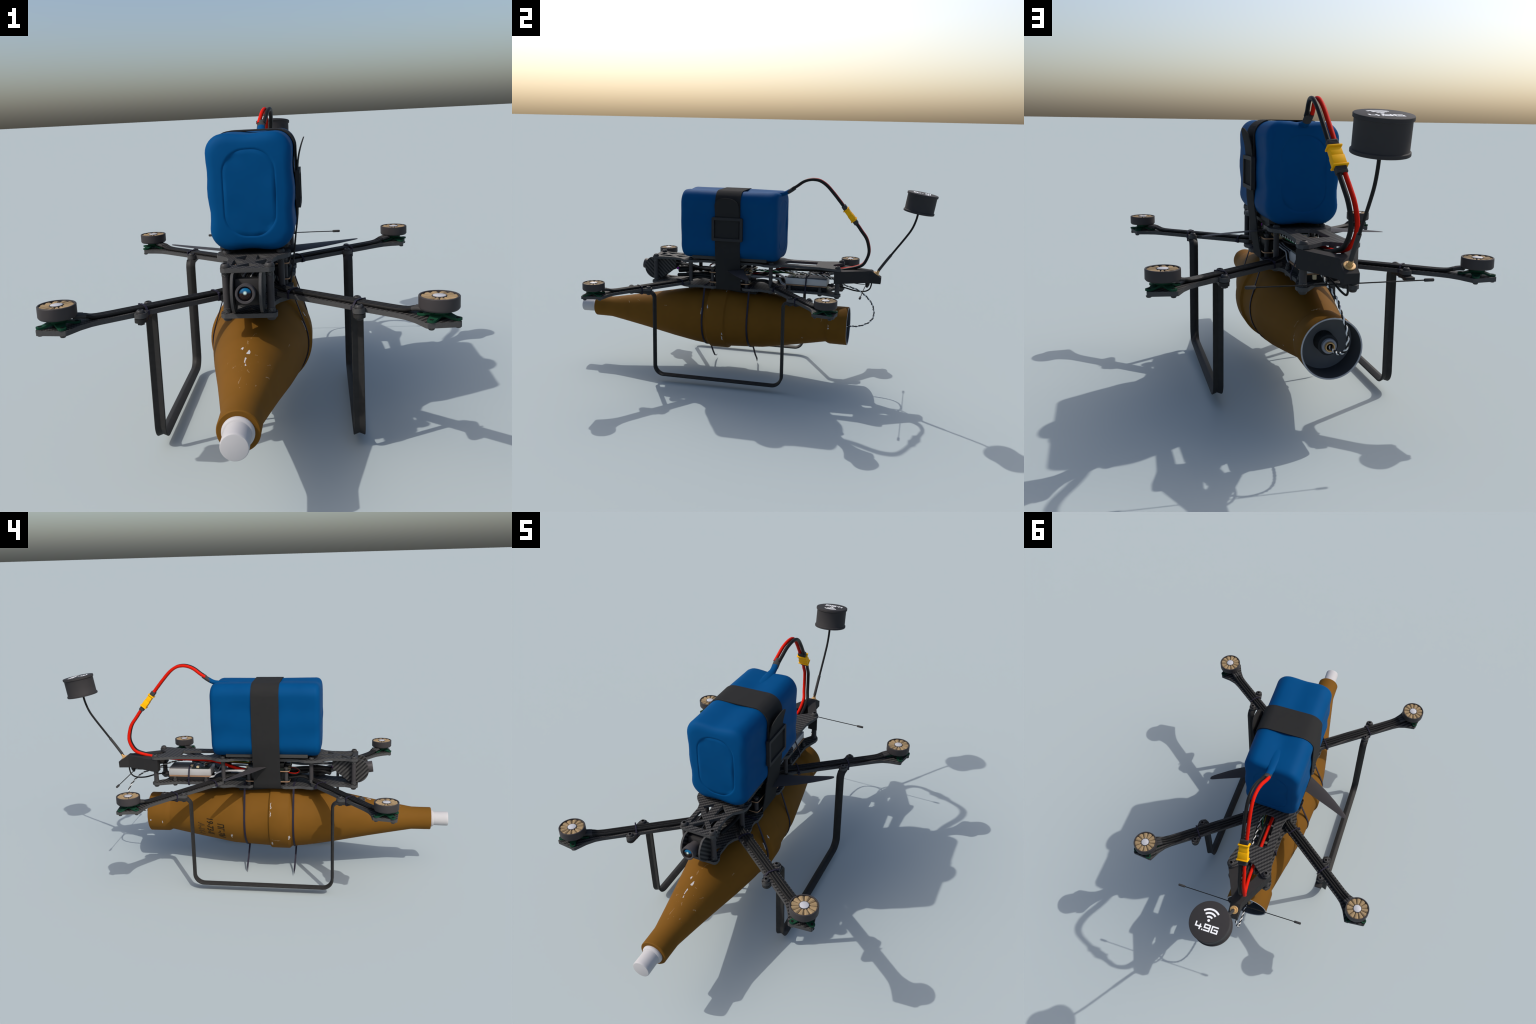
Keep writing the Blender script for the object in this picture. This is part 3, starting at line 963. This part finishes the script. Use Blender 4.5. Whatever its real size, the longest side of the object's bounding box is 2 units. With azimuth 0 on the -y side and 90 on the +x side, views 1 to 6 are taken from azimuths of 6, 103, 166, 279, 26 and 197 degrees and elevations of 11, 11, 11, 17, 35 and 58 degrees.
add_box(bm, c0 - d * .0165, (.0205, .0175, .0125), 0, rotm, .002)
add_box(bm, c0 + d * .0165, (.0222, .0175, .0140), 0, rotm, .002)
add_box(bm, c0 - d * .0350, (.0250, .0032, .0165), 0, rotm, .0018)
add_box(bm, c0 + d * .0350, (.0260, .0032, .0172), 0, rotm, .0018)
PLUG = finish(bm, "power_plug", [M_YEL], BAT, 30)
bm = bmesh.new()
for s in (-1, 1):
    add_box(bm, c0 + d * (s * .0490), (.0185, .0120, .0110), 0, rotm, .002)
    for q in (-.005, 0, .005):
        add_box(bm, c0 + d * (s * (.050 + q)), (.0150, .0011, .0120), 0, rotm, 0)
finish(bm, "plug_boot", [M_SHRINK], PLUG, 30)

# ------------------------------------------------------------------ flight boards
def board(z):
    pts = round_poly([(-.108, -.198), (.108, -.198), (.108, .030), (-.108, .030)], .016, 4)
    bm = bmesh.new()
    add_poly(bm, pts, z, z + .0048, top=0, side=1)
    return finish(bm, "circuit_board", [M_PCB, M_PCBEDGE], None, 30)


B1 = board(.5085)
B2 = board(.5630)
bm = bmesh.new()
for z, cnt in ((.5133, 26), (.5678, 22)):
    for _ in range(cnt):
        x, y = random.uniform(-.085, .085), random.uniform(-.18, .01)
        s = random.choice((.004, .006, .009, .013))
        add_box(bm, (x, y, z + .0015), (s, s * random.uniform(.6, 1.3), random.uniform(.0015, .004)), random.choice((0, 0, 0, 1, 2)))
add_box(bm, (0, -.084, .532), (.080, .088, .0175), 0)
add_box(bm, (.005, -.095, .5800), (.062, .070, .0130), 0, None, .002)
add_box(bm, (-.005, -.060, .5960), (.040, .030, .0080), 0, None, .002)
add_box(bm, (0, -.182, .5755), (.034, .012, .0080), 0, None, .001)
for x in (-.05, .04):
    add_box(bm, (x, .027, .571), (.012, .006, .004), 3)
    add_box(bm, (x, -.192, .571), (.010, .005, .004), 3)
add_box(bm, (.06, .020, .5155), (.012, .007, .004), 3)
add_revolve(bm, [(0, 0), (.014, 0), (.014, .03), (0, .03)], (.070, -.045, .520), (0, 1, 0), 16, 1)
for k in range(6):
    add_box(bm, (.045 + .0 * k, -.01 + k * .007, .578), (.026, .0018, .004), 4 if k % 2 else 0)
finish(bm, "board_components", [M_CHIP, M_SILVER, M_GREEN, M_CREAM, M_GOLD], B2, 30, stuff=True)
for sx in (-1, 1):
    for yy in (-.180, .012):
        bm = bmesh.new()
        for z0, z1, r in ((ZB1, .5085, .0095), (.5133, .563, .0100), (.5678, .5735, .0090)):
            add_revolve(bm, [(0, 0), (r, 0), (r, z1 - z0), (0, z1 - z0)], (sx * .0915, yy, z0), (0, 0, 1), 16)
        finish(bm, "stack_post", M_STAND, B1, 30)
        nut((sx * .0915, yy, .5735), .0115, .010, B2, False)
        bolt((sx * .0915, yy, ZB0), .0115, BOTTOM, True)

# ------------------------------------------------------------------ propeller-like blades that stick out each side between the plates
for sx in (1, -1):
    st = [(.096, -.104, .000, .0070), (.13, -.0825, .006, .0066), (.17, -.058, .0215, .0058), (.22, -.0285, .042, .0050), (.28, .0150, .0665, .0042), (.325, .052, .0860, .0036), (.341, .066, .0925, .003), (.350, .0755, .0945, .002), (.3535, .081, .0905, .001)]
    bm = bmesh.new()
    rows = []
    for x, yl, yt, th in st:
        f = max(0, (x - .13) / .22)
        zl = (.581 if sx > 0 else .5915); zt_ = (.591 if sx > 0 else .5835)
        zl, zt_ = zl + (.591 - zl) * f, zt_ + (.591 - zt_) * f
        row = []
        for s in (0, .12, .35, .65, 1):
            yy = yl + (yt - yl) * s
            row.append(bm.verts.new((sx * x, yy, zl + (zt_ - zl) * s + th * .5 * (4 * s * (1 - s)) ** .5 + .0006)))
        for s in (.65, .35, .12):
            yy = yl + (yt - yl) * s
            row.append(bm.verts.new((sx * x, yy, zl + (zt_ - zl) * s - th * .25 * (4 * s * (1 - s)) ** .5)))
        rows.append(row)
    for Q, R in zip(rows, rows[1:]):
        for q in range(8):
            bm.faces.new((Q[q], Q[(q + 1) % 8], R[(q + 1) % 8], R[q]))
    bm.faces.new(rows[0][::-1]); bm.faces.new(rows[-1])
    finish(bm, "blade", [M_BLADE], None, 50)

# ------------------------------------------------------------------ camera
CY, CZ, CR = -.530, .5575, .0645
tilt = radians(9)
pl = [(CY + CR * cos(radians(a)), CZ + CR * sin(radians(a))) for a in range(118, 261, 6)]
pl = [(y, min(z, ZT0 - .0006)) for y, z in pl]
pl = pl + [(-.500, .4955), (-.4115, .5665), (-.4115, ZT0 - .0006)]
cam_parent = None
for sx in (-1, 1):
    bm = bmesh.new()
    add_poly(bm, pl, .0375, .0455, top=0, side=1, fn=lambda a, b_, c, s=sx: V((s * c, a, b_)))
    finish(bm, "camera_side_plate", [M_WEAVE_SIDE, M_EDGE], None, 30)
cc = V((0, -.530, .5555))
R3 = Matrix.Rotation(-tilt, 3, 'X')        # nose of the camera points slightly up
bm = bmesh.new()
add_box(bm, cc + R3 @ V((0, .018, 0)), (.0365, .040, .0385), 0, R3, .004)
CAM = finish(bm, "camera_body", [M_CAM], None, 30)
fwd = R3 @ V((0, -1, 0))
bm = bmesh.new()
add_revolve(bm, [(0, .015), (.0255, .015), (.0255, .045), (.0285, .048), (.0285, .0835), (.0275, .085), (.0225, .085), (.0210, .0835), (.0205, .076), (0, .076)], cc, fwd, 40, 0)
finish(bm, "lens_barrel", [M_LRING], CAM, 35)
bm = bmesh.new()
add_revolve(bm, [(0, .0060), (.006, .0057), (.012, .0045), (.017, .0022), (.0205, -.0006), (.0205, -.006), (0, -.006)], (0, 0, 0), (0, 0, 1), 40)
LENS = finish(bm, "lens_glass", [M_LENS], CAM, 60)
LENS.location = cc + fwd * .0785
# local z -> forward, local y -> up
LENS.rotation_euler = Matrix((tuple(V((1, 0, 0))), tuple(fwd.cross(V((1, 0, 0)))), tuple(fwd))).transposed().to_euler()
# leads from the camera to the boards
for k in range(8):
    x = -.022 + k * .006
    tube("camera_lead", [(x, -.478, .572), (x, -.42, .580), (x + .01, -.34, .578), (x + .03, -.26, .568), (x + .045, -.19, .571)], .0026, (M_GREYW, M_BLACK, M_BLACK, M_BLACK)[k % 4], CAM, 6, 6)
box("camera_plug", (.018, -.407, .556), (.004, .006, .005), M_PURPLE, CAM, .0006)
tube("ribbon_loop", [(-.055, -.185, .572), (-.066, -.225, .574), (-.070, -.245, .560), (-.066, -.228, .545), (-.055, -.19, .543)], .0022, M_RED, CAM, 6, 6)
tube("ribbon_loop", [(-.060, -.185, .574), (-.073, -.225, .578), (-.078, -.250, .560), (-.072, -.228, .541), (-.060, -.19, .541)], .0026, M_BLACK, CAM, 6, 6)
tube("wire_bundle", [(-.005, -.395, .552), (-.010, -.35, .555), (-.02, -.27, .558), (-.03, -.19, .553)], .0125, M_BLACK, CAM, 12, 6)
tube("wire_bundle", [(.004, -.405, .545), (.004, -.385, .547), (.002, -.35, .552), (0, -.32, .556)], .0165, M_BLACK, CAM, 12, 6)
tube("wire_bundle", [(.03, -.40, .520), (.05, -.34, .530), (.055, -.27, .536), (.045, -.20, .530)], .0100, M_BLACK, CAM, 10, 6)
tube("wire_bundle", [(-.03, -.40, .535), (-.02, -.34, .548), (-.04, -.27, .545), (-.05, -.20, .535)], .0080, M_BLACK, CAM, 10, 6)

# ------------------------------------------------------------------ video transmitter at the rear
bm = bmesh.new()
add_box(bm, (0, .334, .5355), (.054, .113, .0175), 0, None, .0025)
add_box(bm, (0, .334, .5150), (.058, .110, .0026), 1, None, 0)
for k in range(7):
    add_box(bm, (-.042 + k * .0140, .382, .5560), (.0045, .060, .0045), 2, None, .0008)
add_box(bm, (0, .277, .5550), (.050, .045, .0025), 3, None, 0)
for x, y in ((-.036, .292), (.022, .262), (-.020, .328)):
    add_box(bm, (x, y, .5615), (.010, .0065, .0050), 4, None, .0008)
for _ in range(10):
    add_box(bm, (random.uniform(-.045, .045), random.uniform(.24, .31), .559), (.004, .005, .0025), random.choice((0, 5)))
VTX = finish(bm, "video_transmitter", [M_SILVER, M_PCBEDGE, M_FIN, M_PCB, M_CREAM, M_CHIP], None, 30)
box("transmitter_pad", (0, .334, .4995), (.058, .108, .0125), M_FOAM, VTX, .001)
for x in (-.066, .066):
    for y in (.245, .412):
        bm = bmesh.new()
        add_revolve(bm, [(0, 0), (.0105, 0), (.0112, .004), (.0105, .011), (.0085, .012), (.0085, .016), (0, .016)], (x, y, ZB1), (0, 0, 1), 16)
        finish(bm, "rubber_grommet", M_BOLT, VTX, 30)
        nut((x, y, ZB1 + .016), .0088, .008, VTX, False)
        bolt((x, y, ZB0), .0125, VTX, True)
ty = .335
bm = bmesh.new()
lp = round_poly([(-.080, .4725), (-.0805, .494), (-.0565, .5545), (-.040, .5640), (.040, .5640), (.0565, .5545), (.0805, .494), (.080, .4725)], .005, 3)
add_sweep(bm, [V((x, ty, z)) for x, z in lp], [(-.0038, -.0014), (.0038, -.0014), (.0038, .0014), (-.0038, .0014)], (0, 1, 0), closed=True)
add_box(bm, (-.0765, ty, .512), (.005, .006, .006), 0, None, .001)
finish(bm, "cable_tie", [M_TIE], VTX, 30)
# loose leads between boards and transmitter
for mt, x, dx, dz in ((M_GREENW, .024, .012, .003), (M_YELW, .016, .004, .001), (M_RED, .010, .002, -.002), (M_BLACK, .030, .015, -.004), (M_BLACK, .002, .0, 0)):
    tube("signal_lead", [(x, .024, .571 + dz), (x + dx, .08, .573 + dz), (x + dx, .15, .574 + dz), (x + dx * .6, .21, .575), (x * .6, .262, .5655)], .0027, mt, VTX, 6, 6)
for k in range(5):
    x = -.060 + k * .006
    tube("ribbon_lead", [(x, .030, .545 + k * .001), (x - .004, .09, .549), (x - .002, .15, .546), (x, .19, .532), (x, .205, .515), (x, .228, .511)], .0024, M_GREYW if k % 2 == 0 else M_WHITEW, VTX, 6, 6)
    tube("ribbon_lead", [(-x, .030, .545 + k * .001), (-x + .004, .09, .547), (-x + .002, .15, .545), (-x, .185, .542), (-x, .200, .520), (-x, .224, .511)], .0024, M_GREYW if k % 2 == 0 else M_BLACK, VTX, 6, 6)

# twisted firing-lead style pair drooping from the frame into the tail cup
cen = catmull([(.040, .03, .580), (.038, .10, .583), (.036, .20, .584), (.034, .30, .582), (.032, .40, .575), (.030, .47, .559), (.029, .537, .530), (.026, .610, .506), (.015, .648, .478), (.012, .677, .448), (.004, .693, .418), (-.003, .700, .381),
               (-.004, .698, .355), (-.005, .687, .335), (-.003, .664, .315), (.000, .620, .298), (.001, .575, .294), (0, .538, .294)], 14)
tot = 0
cum = [0]
for a, b_ in zip(cen, cen[1:]):
    tot += (b_ - a).length; cum.append(tot)
fr = frames(cen)
for k, mt in enumerate((M_WHITEW, M_BLACK)):
    pts = []
    for (p, d_, s, t), L_ in zip(fr, cum):
        a = 2 * pi * L_ / .034 + k * pi
        pts.append(p + s * (.0026 * cos(a)) + t * (.0026 * sin(a)))
    bm = bmesh.new(); add_tube(bm, pts, .0025, 6)
    finish(bm, "twisted_lead", [mt], None, 60)

# ------------------------------------------------------------------ rear antenna mount
MT = []
top_pts = [(.106, .490), (.094, .522), (.040, .632), (.0255, .664), (.0235, .676)]
inner = [(.058, .490), (.052, .508), (.006, .602)]
bm = bmesh.new()
ol = top_pts + [(-x, y) for x, y in top_pts[::-1]] + [(-x, y) for x, y in inner] + [(x, y) for x, y in inner[::-1]]
add_poly(bm, ol, .548, .6125, top=0, side=0)
# wedge-ended block that holds the socket
add_poly(bm, [(.655, .5475), (.7285, .5455), (.7295, .578), (.678, .6130), (.655, .6130)], -.0238, .0238, top=0, side=0, fn=lambda a, b_, c: V((c, a, b_)))
MOUNT = finish(bm, "antenna_mount", [M_PRINT], None, 20)
bm = bmesh.new()
an = V((0, .033, .0515)).normalized()
bs = V((0, .7035, .5958))
add_revolve(bm, [(0, 0), (.0190, 0), (.0190, .0018), (.0172, .003), (.0105, .0034), (0, .0034)], bs, an, 28)
add_revolve(bm, [(0, .003), (.0105, .003), (.0105, .0095), (.0095, .0105), (0, .0105)], bs, an, 6)
add_revolve(bm, [(0, .01), (.0072, .01), (.0072, .022), (.0062, .023), (0, .023)], bs, V((0, .098, .136)), 16)
finish(bm, "brass_socket", [M_GOLD], MOUNT, 30)
ap = [(0, .708, .606), (0, .730, .638), (0, .753, .671), (0, .802, .739), (0, .850, .806), (0, .876, .848), (0, .893, .892), (0, .9035, .938)]
full = catmull(ap, 6)
ANT = tube("antenna_stem", ap, .0054, M_BLACK, None, 12, 6)
tube("stem_sleeve", [(0, .714, .6145), (0, .745, .660), (0, .776, .703)], .0074, M_SHRINK, ANT, 12, 6)
ax = V((0, .168, .9858)).normalized()
ab = V((0, .904, .933))
bm = bmesh.new()
add_revolve(bm, [(0, 0), (.0785, 0), (.0800, .0015), (.0800, .0095), (.0785, .011), (.0765, .0115), (.0758, .013), (.0758, .088), (.0765, .0895), (.0785, .090), (.0800, .0915), (.0800, .1005), (.0788, .1018), (.077, .1022), (0, .1022)], ab, ax, 56)
CAPO = finish(bm, "antenna_drum", [M_ANT], ANT, 28)
# wireless symbol and "4.9G" on the lid; reads with the front of the drone up
e_r = V((-1, 0, 0)); e_u = V((0, -ax.z, ax.y)).normalized()
lid = ab + ax * .1020


def stroke(bm, pts, w, z0=0.0):
    """Flat ribbon with mitred joints, 0.5 mm proud of the lid."""
    P = [V(p).to_2d() for p in pts]
    L_, R_ = [], []
    for i, p in enumerate(P):
        d0 = (P[i] - P[i - 1]).normalized() if i else (P[1] - P[0]).normalized()
        d1 = (P[i + 1] - P[i]).normalized() if i < len(P) - 1 else d0
        m = (d0 + d1).normalized()
        nn = V((-m.y, m.x)).to_2d()
        s = w / 2 / max(.5, nn.dot(V((-d0.y, d0.x)).to_2d()))
        e0 = d0 if i == len(P) - 1 else (-d1 if i == 0 else None)
        p = p + e0 * (w / 2) if e0 is not None and len(P) < 8 else p
        L_.append(p + nn * s); R_.append(p - nn * s)
    add_poly(bm, [(q.x, q.y) for q in L_ + R_[::-1]], z0, z0 + .0006, top=0, side=0, fn=lambda a, b_, c: lid + e_r * a + e_u * b_ + ax * c)


bm = bmesh.new()
dx, dy = -.004, .003
for r in (.0145, .0290, .0435):
    stroke(bm, [(dx + r * cos(radians(a)), dy + r * sin(radians(a))) for a in range(46, 135, 8)], .0072)
add_poly(bm, arc(dx, dy, .0052, 0, 350, 16), 0, .0006, top=0, side=0, fn=lambda a, b_, c: lid + e_r * a + e_u * b_ + ax * c)
finish(bm, "wireless_symbol", [M_WHITE], ANT, 0)
bm = bmesh.new()
h, ty0, tx0 = .0225, -.0365, -.0465
glyph = [(0, [[(0, 1), (0, .40), (1, .40)], [(.80, .74), (.80, 0)]], .022), (.0275, [], .005),
         (.0355, [[(.90, .46), (0, .46), (0, 1), (.90, 1)], [(1, 1), (1, 0), (.05, 0)]], .021), (.0660, [[(1, 1), (0, 1), (0, 0), (1, 0), (1, .50), (.45, .50)]], .022)]
add_poly(bm, [(tx0 + .0262, ty0 - .0026), (tx0 + .0316, ty0 - .0026), (tx0 + .0316, ty0 + .0028), (tx0 + .0262, ty0 + .0028)], 0, .0006, top=0, side=0, fn=lambda a, b_, c: lid + e_r * a + e_u * b_ + ax * c)
for gx, strokes, gw in glyph:
    for q, sk in enumerate(strokes):
        stroke(bm, [(tx0 + gx + a * gw, ty0 + b_ * h) for a, b_ in sk], .0052, q * .00025)
finish(bm, "frequency_mark", [M_WHITE], ANT, 0)

# receiver whisker and coax under the mount
RX = tube("whisker_antenna", [(-.292, .647, .5290), (-.1, .648, .5285), (0, .650, .5285), (.1, .648, .5285), (.292, .647, .5290)], .0021, M_BLACK, None, 8, 6)
for sx in (-1, 1):
    revolve("whisker_tip", [(0, 0), (.0042, .0004), (.0055, .0025), (.0055, .030), (.0042, .0328), (0, .0335)], (sx * .269, .647, .529), (sx, 0, 0), [M_SHRINK], RX, 14, smooth=40)
revolve("whisker_holder", [(0, 0), (.0125, 0), (.0115, .016), (.0075, .026), (.005, .031), (0, .031)], (0, .660, .548), (0, -.12, -1), [M_PRINT], MOUNT, 16)
tube("thin_lead", [(-.01, .452, .548), (-.012, .52, .546), (-.008, .59, .534), (-.002, .645, .532)], .0020, M_BLACK, RX, 6, 6)
tube("coax_cable", [(-.004, .478, .513), (-.008, .53, .507), (-.014, .59, .492), (-.014, .640, .491), (-.010, .668, .505), (-.006, .678, .528), (-.004, .680, .552)], .0038, M_BLACK, VTX, 10, 8)
bm = bmesh.new()
add_revolve(bm, [(0, 0), (.008, 0), (.008, .016), (.0115, .017), (.0115, .030), (.009, .031), (0, .031)], (-.004, .446, .514), (0, 1, 0), 16)
finish(bm, "coax_nut", [M_STAND], VTX, 30)
box("antenna_pin", (.03, .450, .507), (.006, .006, .008), M_CREAM, VTX, .001)

# ------------------------------------------------------------------ ties holding the payload
for y, tip, side in ((-.219, V((-.137, -.218, .013)), -1), (.033, V((-.105, .033, .0)), -1)):
    R = pay_r(y) + .0022
    # tangent from the plate edge (x=.112, z=.476) to the circle
    px_, pz_ = .1135, ZB0 - WZ
    D = hypot(px_, pz_)
    base_a = atan2(px_, pz_)                      # from +z towards +x
    ta = base_a + math.acos(min(1, R / D))
    a0 = ta
    pts = [(0, ZB1 + .0018), (.100, ZB1 + .0018), (.1125, ZB1 - .001), (.1140, ZB0 + .001)]
    for k in range(0, 29):
        a = a0 + (2 * pi - 2 * a0) * k / 28
        pts.append((sin(a) * R, WZ + cos(a) * R))
    pts += [(-.1140, ZB0 + .001), (-.1125, ZB1 - .001), (-.100, ZB1 + .0018)]
    bm = bmesh.new()
    add_sweep(bm, [V((x, y, z)) for x, z in pts], [(-.0047, -.0016), (.0047, -.0016), (.0047, .0016), (-.0047, .0016)], (0, 1, 0), closed=True)
    zb = WZ - R
    add_box(bm, (0, y, zb - .002), (.007, .0065, .006), 0, None, .001)
    # the cut tail hangs down, tapering to a point
    tail = catmull([(.0, y, zb - .004), (-.018, y + .001, zb - .028), (-.050, y + .002, zb - .070), (-.085, (y + tip.y) / 2 + .003, zb - .105), tip], 6)
    m = len(tail)
    wv_ = [.0046 * min(1, (m - 1 - i) / 6 + .04) for i in range(m)]
    fr = frames(tail)
    rows = []
    for (p, d_, s, t), w in zip(fr, wv_):
        yv = V((0, 1, 0)); nn = d_.cross(yv).normalized()
        rows.append([bm.verts.new(p + yv * w + nn * .0012), bm.verts.new(p - yv * w + nn * .0012), bm.verts.new(p - yv * w - nn * .0012), bm.verts.new(p + yv * w - nn * .0012)])
    for Q, R2 in zip(rows, rows[1:]):
        for q in range(4):
            bm.faces.new((Q[q], Q[(q + 1) % 4], R2[(q + 1) % 4], R2[q]))
    bm.faces.new(rows[0][::-1]); bm.faces.new(rows[-1])
    finish(bm, "payload_tie", [M_TIE], None, 30)

# clean up unused helper masters
for ob, k in ((BOLT, "b"), (NUT, "n")):
    if not used[k]:
        bpy.data.objects.remove(ob)
